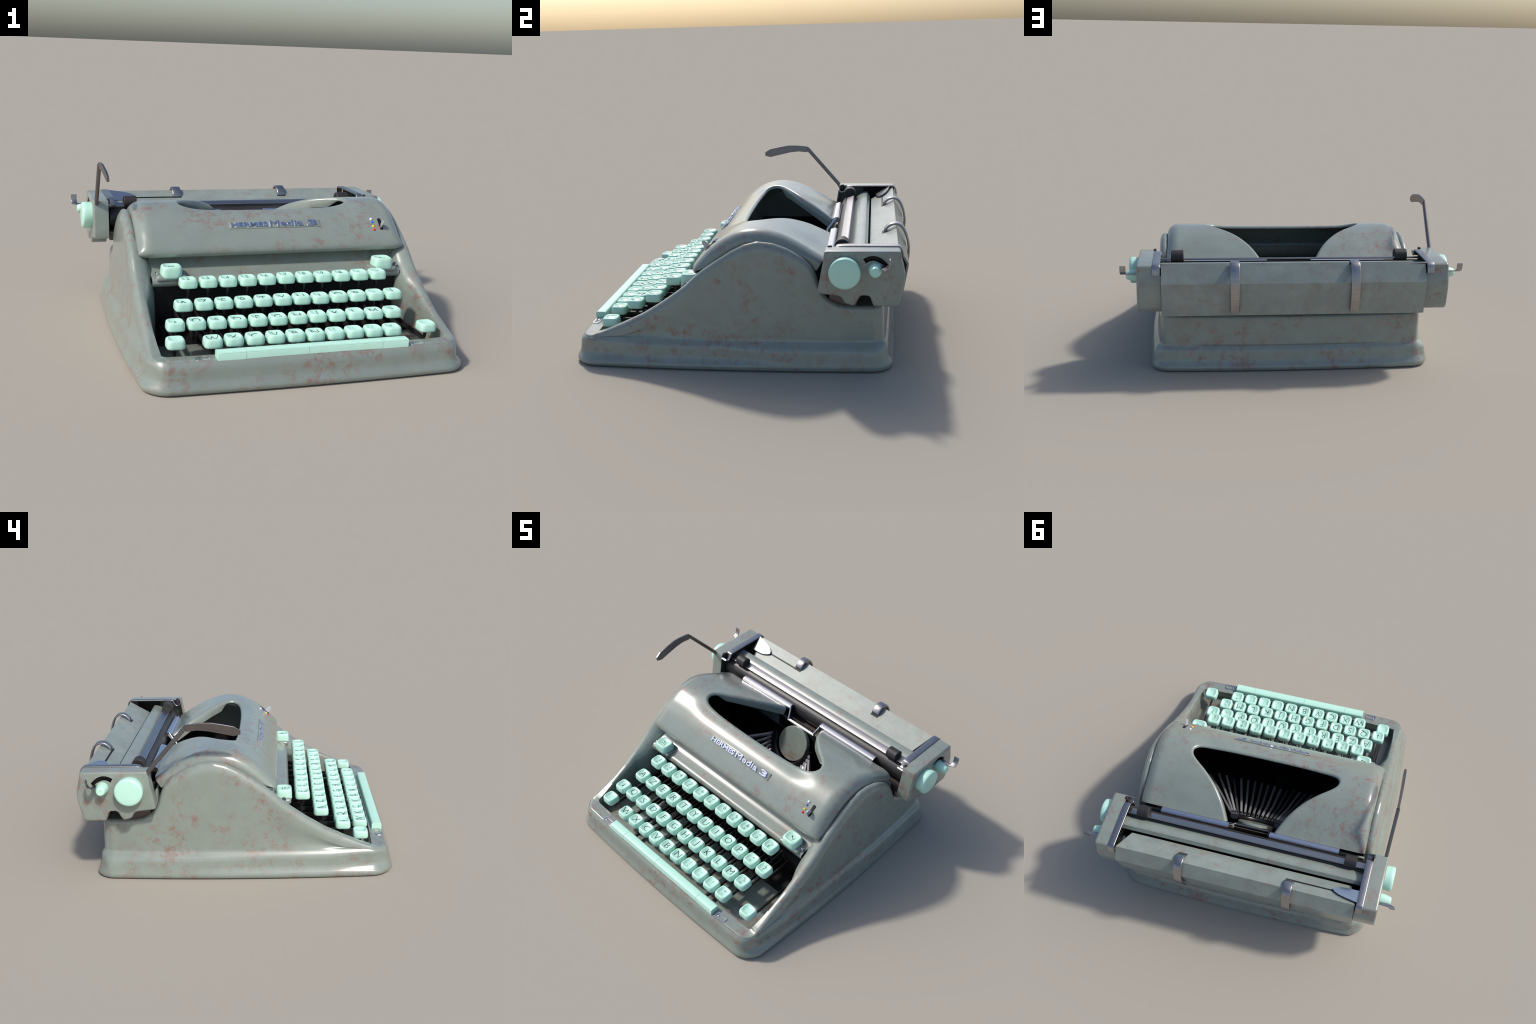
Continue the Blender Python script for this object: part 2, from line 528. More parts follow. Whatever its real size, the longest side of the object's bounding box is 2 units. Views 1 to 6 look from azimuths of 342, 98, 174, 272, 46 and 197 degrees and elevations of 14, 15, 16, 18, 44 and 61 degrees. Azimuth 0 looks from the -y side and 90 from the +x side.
def build_hood():
    inner = smooth_path([(x, s_of_y(y), 0) for x, y in OPEN_PTS], 10)
    n = len(inner)
    # arc-length parameter of the opening, with the corner at about half way
    il = [0]
    for a, b in zip(inner, inner[1:]):
        il.append(il[-1] + (b - a).length)
    corner = min(range(n), key=lambda i: abs(inner[i].x - 0.487))
    lc, lt = il[corner], il[-1]
    s_lip = 0.0

    def outer(i):
        l = il[i]
        if l <= lc:
            t = l / lc
            c = 0.62  # share of the front arc that faces the lip
            if t < c:
                return (HALF * t / c, s_lip)
            return (HALF, s_lip + (s_of_y(0.06) - s_lip) * (t - c) / (1 - c))
        t = (l - lc) / (lt - lc)
        return (HALF, s_of_y(0.06) + (SMAX - s_of_y(0.06)) * t)

    # outward 2D normals of the opening (away from the hole, into the sheet)
    def inorm(i):
        a, b = inner[max(i - 1, 0)], inner[min(i + 1, n - 1)]
        t = (b - a).normalized()
        nrm = Vector((t.y, -t.x, 0))
        if i == 0:
            nrm = Vector((0, -1, 0))
        if i == n - 1:
            nrm = Vector((1, 0, 0))
        return nrm

    FR = 0.017
    ts = [0, .012, .03, .06, .1, .15, .2, .26, .32, .38, .44, .5, .56, .62, .68, .73, .77, .8, .825, .85, .87, .89, .905, .92,
          .935, .948, .96, .97, .98, .988, .994, .998, 1.0]
    rings = []
    # inner wall of the opening (going down into the machine), then the fillet
    lob = [sstep(0.03, 0.12, il[i] - lc) for i in range(n)]  # 0 along the front bridge, 1 along the side lobes
    for depth, shift in ((1.0, 0.004), (0.5, 0.001), (0.0, 0.0)):
        rings.append([hood_map(inner[i].x + inorm(i).x * shift, inner[i].y + inorm(i).y * shift,
                               FR + depth * (0.004 + 0.036 * lob[i])) for i in range(n)])
    for a in (22, 45, 67, 90):
        ar = math.radians(a)
        off, dep = FR * (1 - math.cos(ar)), FR * (1 - math.sin(ar))
        rings.append([hood_map(inner[i].x + inorm(i).x * off, inner[i].y + inorm(i).y * off, dep) for i in range(n)])
    for t in ts[1:]:
        r = []
        for i in range(n):
            q = inner[i] + inorm(i) * FR
            qx, qs = q.x, min(q.y, SMAX)
            ox, os_ = outer(i)
            r.append(hood_map(qx + (ox - qx) * t, qs + (os_ - qs) * t))
        rings.append(r)
    for ext in (0.012, 0.035):
        r = []
        for i in range(n):
            ox, os_ = outer(i)
            if os_ <= 0:
                y, z, ny, nz = hood_pt(0)
                d = min(1.0, max(0.0, (abs(ox) - (HALF - ROLL)) / ROLL))
                p = hood_map(ox, 0)
                r.append((p[0], p[1] + ext, p[2] + ext * 0.2))
            else:
                k = sstep(0.08, 0.20, os_)  # the side skirt dies out towards the front lip
                p = hood_map(ox, os_, ext * k)
                r.append((p[0] - 0.25 * ext * (1 - k) - 0.002, p[1], p[2]))
        rings.append(r)
    vs, fs = [], []
    m = len(rings)
    for sgn in (1, -1):
        base = len(vs)
        for r in rings:
            vs += [(sgn * max(0, p[0]), p[1], p[2]) for p in r]
        for a in range(m - 1):
            for i in range(n - 1):
                q = (base + a * n + i, base + a * n + i + 1, base + (a + 1) * n + i + 1, base + (a + 1) * n + i)
                fs.append(q if sgn > 0 else q[::-1])
    me = mesh_from(vs, fs, merge=1e-5)
    # make sure normals face outwards (up at the top)
    up = sum(p.normal.z * p.area for p in me.polygons)
    if up < 0:
        me.flip_normals()
    me = solidify(me, 0.006)
    return add("hood", me, M_HOOD, angle=50)


HOOD = build_hood()

# badge on the hood front
bu = Vector((0, 0.736, 0.677)).normalized()       # up the slope
bn = Vector((0, -0.677, 0.736)).normalized()      # out of the slope
bc = Vector((0.007, -0.1335, 0.6245))
BADGE_M = Matrix(((1, bu.x, bn.x, bc.x), (0, bu.y, bn.y, bc.y), (0, bu.z, bn.z, bc.z), (0, 0, 0, 1)))
badge = add("name_plate", box(-0.260, 0.260, -0.0235, 0.0235, -0.004, 0.0035, 0.0015, mat4=BADGE_M), M_HOOD, HOOD)


def text_mesh(txt, size, extrude=0.0, offset=0.0, bevel=0.0):
    c = bpy.data.curves.new("t", "FONT")
    c.body = txt
    c.size = size
    c.extrude = extrude
    c.offset = offset
    c.bevel_depth = bevel
    c.resolution_u = 3
    o = bpy.data.objects.new("t", c)
    scene.collection.objects.link(o)
    dg = bpy.context.evaluated_depsgraph_get()
    me = bpy.data.meshes.new_from_object(o.evaluated_get(dg))
    bpy.data.objects.remove(o)
    bpy.data.curves.remove(c)
    return me


def fit(me, x0, x1, y0, y1):
    if not len(me.vertices):
        return me
    xs = [v.co.x for v in me.vertices]
    ys = [v.co.y for v in me.vertices]
    for v in me.vertices:
        v.co.x = x0 + (v.co.x - min(xs)) / (max(xs) - min(xs)) * (x1 - x0)
        v.co.y = y0 + (v.co.y - min(ys)) / (max(ys) - min(ys)) * (y1 - y0)
    return me


letters = []
for txt, off, x0, x1, y0, y1 in (("HERMES", 0.0007, -0.250, -0.044, -0.0155, 0.0135), ("Media", 0.0, -0.032, 0.158, -0.0165, 0.0200),
                                 ("3", 0.0005, 0.186, 0.240, -0.0165, 0.0200)):
    me = fit(text_mesh(txt, 0.04, 0.004, off, 0.0006), x0, x1, y0, y1)
    me.transform(Matrix.Translation((0, 0, 0.0055)))
    me.transform(BADGE_M)
    letters.append(me)
add("name_lettering", join(letters), M_BADGE, badge, angle=30)

# colour selector: four dots, slot and tab
for t, m in ((0.0, M_WHITE), (0.30, M_BLUE), (0.70, M_YELLOW), (1.0, M_RED)):
    c = Vector((0.582, -0.1195 - 0.0515 * t, 0.635 - 0.048 * t))
    bm = bmesh.new()
    bmesh.ops.create_uvsphere(bm, u_segments=20, v_segments=12, radius=0.0085)
    me = bpy.data.meshes.new("dot")
    bm.to_mesh(me)
    bm.free()
    add("colour_dot", me, m, HOOD, loc=c)
sc_ = Vector((0.628, -0.146, 0.6115))
SLOT_M = Matrix(((1, bu.x, bn.x, sc_.x), (0, bu.y, bn.y, sc_.y), (0, bu.z, bn.z, sc_.z), (0, 0, 0, 1)))
slot_sec = rounded_rect(0.018, 0.078, 0.0088, 5)
n_ = len(slot_sec)
me = mesh_from([(u, v, -0.006) for u, v in slot_sec] + [(u, v, 0.0035) for u, v in slot_sec],
               [tuple(range(n_)), tuple(range(2 * n_ - 1, n_ - 1, -1))] + [(i, i + n_, (i + 1) % n_ + n_, (i + 1) % n_) for i in range(n_)])
me.transform(SLOT_M)
slot = add("selector_slot", me, M_BLACK, HOOD)
tab_sec = [(-0.009, -0.01), (0.009, -0.01), (0.0095, 0.022), (0.0075, 0.030), (0.004, 0.034), (0, 0.035), (-0.004, 0.034),
           (-0.0075, 0.030), (-0.0095, 0.022)]
n_ = len(tab_sec)
me = mesh_from([(a * 0.45 - 0.003, a * 1.45 - 0.014, h * 1.35) for a, h in tab_sec] + [(a * 0.45 + 0.003, a * 1.45 - 0.014, h * 1.35) for a, h in tab_sec],
               [tuple(range(n_)), tuple(range(2 * n_ - 1, n_ - 1, -1))] + [(i, i + n_, (i + 1) % n_ + n_, (i + 1) % n_) for i in range(n_)])
me.transform(SLOT_M)
add("selector_tab", me, M_TAB, HOOD)


# ------------------------------------------------------------------ keys
CAP = [(0.0385, -0.046), (0.0435, -0.0445), (0.0455, -0.038), (0.0450, -0.026), (0.0440, -0.014), (0.0425, -0.007),
       (0.0400, -0.0028), (0.0370, -0.0008), (0.0345, 0.0), (0.0320, -0.0010), (0.0285, -0.0035), (0.0235, -0.0062),
       (0.0165, -0.0082), (0.0085, -0.0092)]


def cap_mesh(sx=1.0, sy=0.97, sz=1.0, n=40, p_out=4.2):
    vs, fs = [], []
    for j, (r, z) in enumerate(CAP):
        p = p_out if j < 10 else 3.0
        for k in range(n):
            a = 2 * math.pi * k / n
            c, s = math.cos(a), math.sin(a)
            q = (abs(c) ** p + abs(s) ** p) ** (-1 / p)
            vs.append((r * q * c * sx, r * q * s * sy, z * sz if z < -0.0105 else z))
    m = len(CAP)
    for j in range(m - 1):
        for k in range(n):
            fs.append((j * n + k, j * n + (k + 1) % n, (j + 1) * n + (k + 1) % n, (j + 1) * n + k))
    fs.append(tuple(range(n - 1, -1, -1)))
    vs.append((0, 0, -0.0094))
    for k in range(n):
        fs.append(((m - 1) * n + k, (m - 1) * n + (k + 1) % n, len(vs) - 1))
    return mesh_from(vs, fs)


def dish(x, y):
    r = (abs(x) ** 3 + abs(y) ** 3) ** (1 / 3)
    t = [(0, -0.0094)] + [(r_, z) for r_, z in reversed(CAP[9:])] + [(0.0345, 0)]
    return interp(r, t)


def arrow(x0, y0, x1, y1, w=0.0022, head=0.008):
    a, b = Vector((x0, y0)), Vector((x1, y1))
    t = (b - a).normalized()
    s = Vector((-t.y, t.x))
    e = b - t * head
    pts = [a - s * w / 2, e - s * w / 2, e + s * w / 2, a + s * w / 2, b, e - s * head * .55, e + s * head * .55]
    return mesh_from([(p.x, p.y, 0) for p in pts], [(0, 1, 2, 3), (4, 6, 5)], fix=False)


def legend(items):
    """items: list of (text, x, y, height) or ('arrow', x0, y0, x1, y1); wrapped onto the dished top."""
    parts = []
    for it in items:
        if it[0] == "arrow":
            parts.append(arrow(*it[1:]))
            continue
        txt, cx, cy, h = it
        me = text_mesh(txt, 1.0, 0, -0.020)
        if not len(me.vertices):
            continue
        xs = [v.co.x for v in me.vertices]
        ys = [v.co.y for v in me.vertices]
        ref = 0.73 if txt not in "aceimnorsuvwxz" else 0.55
        k = h / 0.73
        for v in me.vertices:
            v.co.x = cx + (v.co.x - (min(xs) + max(xs)) / 2) * k
            v.co.y = cy + (v.co.y - (min(ys) + max(ys)) / 2) * k
        parts.append(me)
    me = join(parts)
    bm = bmesh.new()
    bm.from_mesh(me)
    bmesh.ops.subdivide_edges(bm, edges=[e for e in bm.edges if e.calc_length() > 0.008], cuts=2, use_grid_fill=False)
    bmesh.ops.triangulate(bm, faces=bm.faces)
    for v in bm.verts:
        v.co.z = dish(v.co.x, v.co.y / 0.97) + 0.0007
    bmesh.ops.recalc_face_normals(bm, faces=bm.faces)
    r = bmesh.ops.extrude_face_region(bm, geom=list(bm.faces))
    for v in [g for g in r["geom"] if isinstance(g, bmesh.types.BMVert)]:
        v.co.z += 0.0004
    bmesh.ops.recalc_face_normals(bm, faces=bm.faces)
    bm.to_mesh(me)
    bm.free()
    return me


def single(c):
    return [(c, 0, 0, 0.046)]


def double(a, b):
    return [(a, 0.002, 0.0135, 0.027), (b, -0.001, -0.0140, 0.026)]


ROWS = [
    # (y, top z, first x, pitch, legends)
    (-0.376, 0.413, -0.524, 0.1039,
     [double("2", "é"), double("3", "\u2022"), double("4", "'"), double("5", "("), double("6", "-"), double("7", "è"),
      double("8", "_"), double("9", "ç"), double("&", "à"), double("º", ")"), double("½", "F")]),
    (-0.482, 0.330, -0.570, 0.1030,
     [single(c) for c in "AZERTYUIOP"] + [double('"', "^"), double("§", "!")]),
    (-0.604, 0.271, -0.636, 0.1039,
     [[("arrow", 0, 0.016, 0, -0.017, 0.0030, 0.012)]] + [single(c) for c in "QSDFGHJKLM"] + [double("%", "ù")]),
    (-0.716, 0.218, -0.477, 0.1037,
     [single(c) for c in "WXCVBN"] + [double("?", ","), double(":", "."), double("/", ":"), double("+", '"')]),
]
cap_me = cap_mesh()
cap_me.materials.append(M_KEY)
for f in cap_me.polygons:
    f.use_smooth = True
stem_me = join([box(-0.010, 0.010, -0.006, 0.010, -0.085, -0.043, 0.002)])
bm = bmesh.new()
bm.from_mesh(stem_me)
for v in bm.verts:
    if v.co.z < -0.08:
        v.co.x *= 0.35
bm.to_mesh(stem_me)
bm.free()
stem_me.materials.append(M_LEVER)


def place_key(x, y, z, items, mesh=None):
    o = bpy.data.objects.new("key", mesh or cap_me)
    scene.collection.objects.link(o)
    o.parent = ROOT
    o.location = (x, y, z)
    if items:
        add("key_legend", legend(items), M_INK, o, angle=None)
    st = bpy.data.objects.new("key_stem", stem_me)
    scene.collection.objects.link(st)
    st.parent = o
    # lever running back under the sill, lower below the higher rows
    level = 0.125 + 0.62 * (z - 0.219) - z
    back = -0.275 - y
    vs = []
    for yy, zz, h in ((0.002, level, 0.026), (back, level + 0.012, 0.028)):
        vs += [(-0.0032, yy, zz - h / 2), (0.0032, yy, zz - h / 2), (0.0032, yy, zz + h / 2), (-0.0032, yy, zz + h / 2)]
    if level < -0.09:
        add("key_post", box(-0.003, 0.003, 0.0, 0.006, level, -0.07), M_LEVER, st, angle=None)
    me = mesh_from(vs, [(0, 1, 2, 3), (7, 6, 5, 4), (0, 4, 5, 1), (1, 5, 6, 2), (2, 6, 7, 3), (3, 7, 4, 0)])
    add("key_lever", me, M_LEVER, o, angle=None)
    return o


for y, z, x0, pitch, legs in ROWS:
    for i, it in enumerate(legs):
        place_key(x0 + i * pitch + random.uniform(-.001, .001), y + random.uniform(-.0012, .0012), z + random.uniform(-.0015, .0015), it)
for s in (-1, 1):
    place_key(s * 0.655, -0.705, 0.219, None)
big_me = cap_mesh(1.20, 1.05, 1.42)
big_me.materials.append(M_KEY)
for f in big_me.polygons:
    f.use_smooth = True
for x, items in ((-0.589, [("arrow", 0.016, 0.006, -0.016, 0.008, 0.0024, 0.009), ("arrow", -0.016, -0.006, 0.016, -0.008, 0.0024, 0.009)]),
                 (0.592, [("arrow", 0.012, -0.012, -0.012, 0.012, 0.0022, 0.011), ("arrow", 0.012, -0.012, 0.018, 0.004, 0.002, 0.002)])):
    o = bpy.data.objects.new("key", big_me)
    scene.collection.objects.link(o)
    o.parent = ROOT
    o.location = (x, -0.268, 0.456)
    add("key_legend", legend(items), M_INK, o, angle=None)

# space bar in four moulded lengths with hairline seams
sb = []
cuts = [-0.484, -0.346, -0.036, 0.349, 0.489]
sb_prof = [(-0.849, 0.120), (-0.849, 0.176), (-0.846, 0.1825), (-0.840, 0.1855), (-0.800, 0.1855), (-0.794, 0.1825),
           (-0.791, 0.176), (-0.791, 0.120)]
for a, b in zip(cuts, cuts[1:]):
    sb.append(prism_x(sb_prof, a + 0.0008, b - 0.0008))
bar = add("space_bar", join(sb), M_BAR, angle=40)
add("bar_core", box(-0.480, 0.485, -0.8475, -0.7925, 0.122, 0.1840, 0.004, 1), M_SEAM, bar)
add("space_bar_arm", join([box(-0.35, -0.335, -0.84, -0.40, 0.105, 0.125), box(0.335, 0.35, -0.84, -0.40, 0.105, 0.125)]), M_LEVER, bar)

# chrome clasps let into the front rim
for s in (-1, 1):
    oc = rounded_rect(0.080, 0.040, 0.012, 5)
    ic = rounded_rect(0.060, 0.022, 0.008, 5)
    n_ = len(oc)
    vs = [(u, v, 0) for u, v in oc] + [(u * .97, v * .95, 0.006) for u, v in oc] + [(u * 1.06, v * 1.08, 0.006) for u, v in ic] \
        + [(u, v, -0.004) for u, v in ic]
    fs = []
    for r in range(3):
        for k in range(n_):
            fs.append((r * n_ + k, r * n_ + (k + 1) % n_, (r + 1) * n_ + (k + 1) % n_, (r + 1) * n_ + k))
    fs.append(tuple(3 * n_ + k for k in range(n_)))
    cl = add("rim_clasp", mesh_from(vs, fs), M_CHROME, CASE, loc=(s * 0.545, -0.822, 0.1485), angle=40)
    add("clasp_recess", box(-0.026, 0.026, -0.009, 0.009, -0.0045, -0.0025), M_BLACK, cl)
    add("clasp_catch", box(-0.024, -0.012, -0.006, 0.006, -0.002, 0.005, 0.002), M_CHROME, cl)


# ------------------------------------------------------------------ type basket
basket = add("type_guide", None or mesh_from([(0, 0, 0)], []), None, angle=None)
tilt = math.radians(28)


def disc_pt(r, a, d=0.0, c=(0.0, 0.345, 0.415)):
    """Point of a disc that faces the typist, leaning back."""
    u, v = r * math.cos(a), r * math.sin(a)
    return (c[0] + u, c[1] + v * math.sin(tilt) - d * math.cos(tilt), c[2] + v * math.cos(tilt) + d * math.sin(tilt))


n_ = 32
vs = [disc_pt(0.116, 2 * math.pi * k / n_, 0.0) for k in range(n_)] + [disc_pt(0.120, 2 * math.pi * k / n_, -0.004) for k in range(n_)] \
    + [disc_pt(0.120, 2 * math.pi * k / n_, -0.030) for k in range(n_)]
fs = [tuple(range(n_)), tuple(range(3 * n_ - 1, 2 * n_ - 1, -1))]
for r in range(2):
    fs += [(r * n_ + k, r * n_ + (k + 1) % n_, (r + 1) * n_ + (k + 1) % n_, (r + 1) * n_ + k) for k in range(n_)]
me = mesh_from(vs, fs)
basket.data = me
me.materials.append(M_CARR)
# slotted segment: lower half ring in front of the disc
path = [disc_pt(0.150, math.radians(a), 0.012) for a in range(172, 369, 4)]
add("type_segment", sweep(path, rounded_rect(0.030, 0.050, 0.012, 4), disc_pt(0, 0, 1, (0, 0, 0))), M_SEG, basket)
bars_a = []


def basket_line(f):
    """Ends of the basket's generator line at fan position f (-1 .. 1)."""
    p0 = Vector(disc_pt(0.157, math.radians(270 + 92 * f), 0.01))
    far = Vector((0.43 * f, -0.105 + 0.12 * f * f, 0.095 + 0.22 * f * f))
    return p0, far


# black bowl under the bars
vs, fs = [], []
NB, MB = 41, 8
for i in range(NB):
    f = (i / (NB - 1) * 2 - 1) * 1.08
    p0, far = basket_line(f)
    sag = -0.050 + 0.060 * f * f
    for j in range(MB):
        t = j / (MB - 1)
        vs.append(p0.lerp(far, t) + Vector((0, 0, -0.018 + sag * math.sin(math.pi * t))))
for i in range(NB - 1):
    for j in range(MB - 1):
        fs.append((i * MB + j, (i + 1) * MB + j, (i + 1) * MB + j + 1, i * MB + j + 1))
bowl = mesh_from(vs, fs)
add("basket_bowl", solidify(bowl, 0.004), M_BLACK, basket)
N = 19
for i in range(N):
    f = i / (N - 1) * 2 - 1
    p0, far = basket_line(f)
    far = far + Vector((0, random.uniform(-.010, .010), 0))
    mid = p0.lerp(far, 0.5) + Vector((0, 0, -0.034 + 0.055 * f * f))
    s = sweep([p0, p0.lerp(far, 0.12), mid, far], rounded_rect(0.0155, 0.020, 0.002, 1), (1, 0, 0))
    o = add("typebar", s, M_TYPE, basket, angle=30)
    d_ = (p0 - far).normalized()
    slug = box(-0.0075, 0.0075, -0.014, 0.014, -0.010, 0.010, 0.002, 1)
    q = d_.to_track_quat("Y", "Z").to_matrix().to_4x4()
    slug.transform(Matrix.Translation(p0 - d_ * 0.03) @ q @ Matrix.Translation((0, 0, 0.006)))
    bars_a.append(slug)
sl = add("type_slug", join(bars_a), M_STEEL, basket, angle=30)
sl["kind"] = "stuff"

# ------------------------------------------------------------------ carriage
PY, PZ, PR = 0.552, 0.540, 0.062
table_prof = [(0.684, 0.586), (0.755, 0.6195), (0.8235, 0.652), (0.850, 0.607), (0.8770, 0.560), (0.8760, 0.545), (0.860, 0.455), (0.843, 0.360)]


def build_table():
    vs, fs = [], []
    xs = np.linspace(-1, 1, 25)
    prof = table_prof
    for t in xs:
        for j, (y, z) in enumerate(prof):
            hw = 0.762 if j >= 2 else 0.715 + (0.762 - 0.715) * j / 2
            vs.append((t * hw, y, z))
    m = len(prof)
    for i in range(len(xs) - 1):
        for k in range(m - 1):
            fs.append((i * m + k, (i + 1) * m + k, (i + 1) * m + k + 1, i * m + k + 1))
    me = mesh_from(vs, fs, fix=False)
    if sum(p.normal.z * p.area for p in me.polygons) < 0:
        me.flip_normals()
    return solidify(me, 0.010)


CARR = add("carriage", build_table(), M_TABLE, angle=12)
# curved paper rest in front of the table
rest = [(0.576, 0.580), (0.584, 0.594), (0.596, 0.604), (0.612, 0.6125), (0.632, 0.6190), (0.650, 0.6215), (0.657, 0.6200), (0.673, 0.598)]
me = sheet_x(rest, -0.785, 0.785)
if sum(p.normal.z * p.area for p in me.polygons) < 0:
    me.flip_normals()
add("paper_rest", solidify(me, 0.008), M_CARR, CARR, angle=25)
# rail the carriage runs on, and inner frame
add("carriage_rail", join([box(-0.806, 0.806, 0.470, 0.640, 0.420, 0.474, 0.006),
                           box(-0.765, 0.765, 0.480, 0.62, 0.3295, 0.419, 0.004)]), M_RAIL, CARR)
add("carriage_frame", join([box(-0.80, 0.80, 0.60, 0.83, 0.405, 0.43, 0.004), box(-0.75, 0.75, 0.64, 0.67, 0.44, 0.57),
                            box(-0.80, 0.80, 0.575, 0.68, 0.49, 0.50)]), M_BLACK, CARR)
# platen
add("platen", cyl_x(-0.802, 0.802, PY, PZ, [(0, PR - 0.004), (0.002, PR), (0.998, PR), (1, PR - 0.004)], 64), M_PLATEN, CARR)

# end plates: shallow boxes, open towards the platen, with an arched slot
plate_outline = [(0.466, 0.648), (0.470, 0.656), (0.478, 0.658), (0.820, 0.658), (0.828, 0.656), (0.834, 0.650), (0.838, 0.620), (0.842, 0.600),
                 (0.850, 0.575), (0.856, 0.545), (0.855, 0.510), (0.849, 0.470), (0.836, 0.415), (0.829, 0.395), (0.818, 0.382), (0.804, 0.377), (0.716, 0.378), (0.704, 0.382),
                 (0.696, 0.400), (0.688, 0.424), (0.678, 0.432), (0.650, 0.433), (0.638, 0.427), (0.624, 0.400), (0.612, 0.384),
                 (0.602, 0.381), (0.575, 0.388), (0.562, 0.396), (0.550, 0.418), (0.540, 0.427), (0.520, 0.431), (0.444, 0.439),
                 (0.433, 0.444), (0.431, 0.456), (0.440, 0.500), (0.455, 0.580)]
slot_mid = [(0.660, 0.609), (0.680, 0.620), (0.705, 0.624), (0.730, 0.617), (0.752, 0.602), (0.768, 0.587)]


def build_plate():
    X_OUT, X_IN, R = 0.900, 0.812, 0.014
    pts = [Vector(p) for p in plate_outline]
    n = len(pts)
    cen = Vector((0.655, 0.53))
    norm = []
    for i in range(n):
        t = (pts[(i + 1) % n] - pts[i - 1]).normalized()
        nn = Vector((-t.y, t.x))
        norm.append(nn)
    area = sum(pts[i].x * pts[(i + 1) % n].y - pts[(i + 1) % n].x * pts[i].y for i in range(n))
    sgn = 1 if area > 0 else -1       # left normal points inside for ccw
    ins = [v * sgn for v in norm]
    bm = bmesh.new()
    rings = []
    for x, d in ((None, 0), (X_OUT - R, 0), (X_OUT - R * 0.6, 0.0008), (X_OUT - R * 0.25, 0.004), (X_OUT - R * .05, 0.0085), (X_OUT, 0.012)):
        rings.append([bm.verts.new((x if x else (0.7645 if p.x > 0.815 and p.y < 0.602 else X_IN), p.x + i_.x * d * 0.8, p.y + i_.y * d * 0.8)) for p, i_ in zip(pts, ins)])
    for a, b in zip(rings, rings[1:]):
        for i in range(n):
            bm.faces.new((a[i], a[(i + 1) % n], b[(i + 1) % n], b[i]))
    # slot loop
    up, dn = [], []
    sm = smooth_path([(a, b, 0) for a, b in slot_mid], 4)
    for i, p in enumerate(sm):
        t = (sm[min(i + 1, len(sm) - 1)] - sm[max(i - 1, 0)]).normalized()
        w = 0.0125 * (1 if i < len(sm) * 0.6 else 1 - 0.35 * (i / len(sm) - 0.6) / 0.4)
        s = Vector((-t.y, t.x, 0)) * w
        up.append(p + s)
        dn.append(p - s)
    loop = up + dn[::-1]
    lv = [bm.verts.new((X_OUT, p.x, p.y)) for p in loop]
    edges = []
    for a in (rings[-1], lv):
        for i in range(len(a)):
            e = bm.edges.get((a[i], a[(i + 1) % len(a)])) or bm.edges.new((a[i], a[(i + 1) % len(a)]))
            edges.append(e)
    bmesh.ops.triangle_fill(bm, edges=edges, use_beauty=True)
    bmesh.ops.recalc_face_normals(bm, faces=bm.faces)
    me = bpy.data.meshes.new("plate")
    bm.to_mesh(me)
    bm.free()
    if sum(p.normal.x * p.area for p in me.polygons) < 0:
        me.flip_normals()
    return solidify(me, 0.007)


plate_me = build_plate()


def mirrored(me, s):
    if s > 0:
        return me.copy()
    m2 = me.copy()
    m2.transform(Matrix.Scale(-1, 4, (1, 0, 0)))
    m2.flip_normals()
    return m2


arm_path = smooth_path([(0.79, 0.466, 0.636), (0.79, 0.474, 0.624), (0.79, 0.490, 0.617), (0.79, 0.506, 0.626), (0.79, 0.518, 0.646), (0.79, 0.532, 0.657), (0.79, 0.60, 0.6595), (0.79, 0.72, 0.6595),
                        (0.79, 0.812, 0.6595), (0.79, 0.832, 0.654), (0.79, 0.843, 0.638), (0.79, 0.850, 0.606)], 5)
arm_me = sweep(arm_path, rounded_rect(0.042, 0.009, 0.003, 3), (1, 0, 0))
knob_prof = [(0, 0.060), (0.0, 0.074), (0.55, 0.0775), (0.80, 0.0775), (0.92, 0.0745), (0.98, 0.068), (1.0, 0.060)]
hook_me = join([sweep(smooth_path([(0.88, 0.748, 0.586), (0.93, 0.749, 0.586), (0.962, 0.752, 0.587), (0.985, 0.760, 0.592)], 4), rounded_rect(0.024, 0.007, 0.003, 3), (0, 0.9, 0.3)),
                sweep(smooth_path([(0.979, 0.754, 0.588), (0.980, 0.768, 0.597), (0.981, 0.778, 0.612), (0.981, 0.781, 0.642)], 4), rounded_rect(0.034, 0.006, 0.002, 3), (1, 0, 0))])
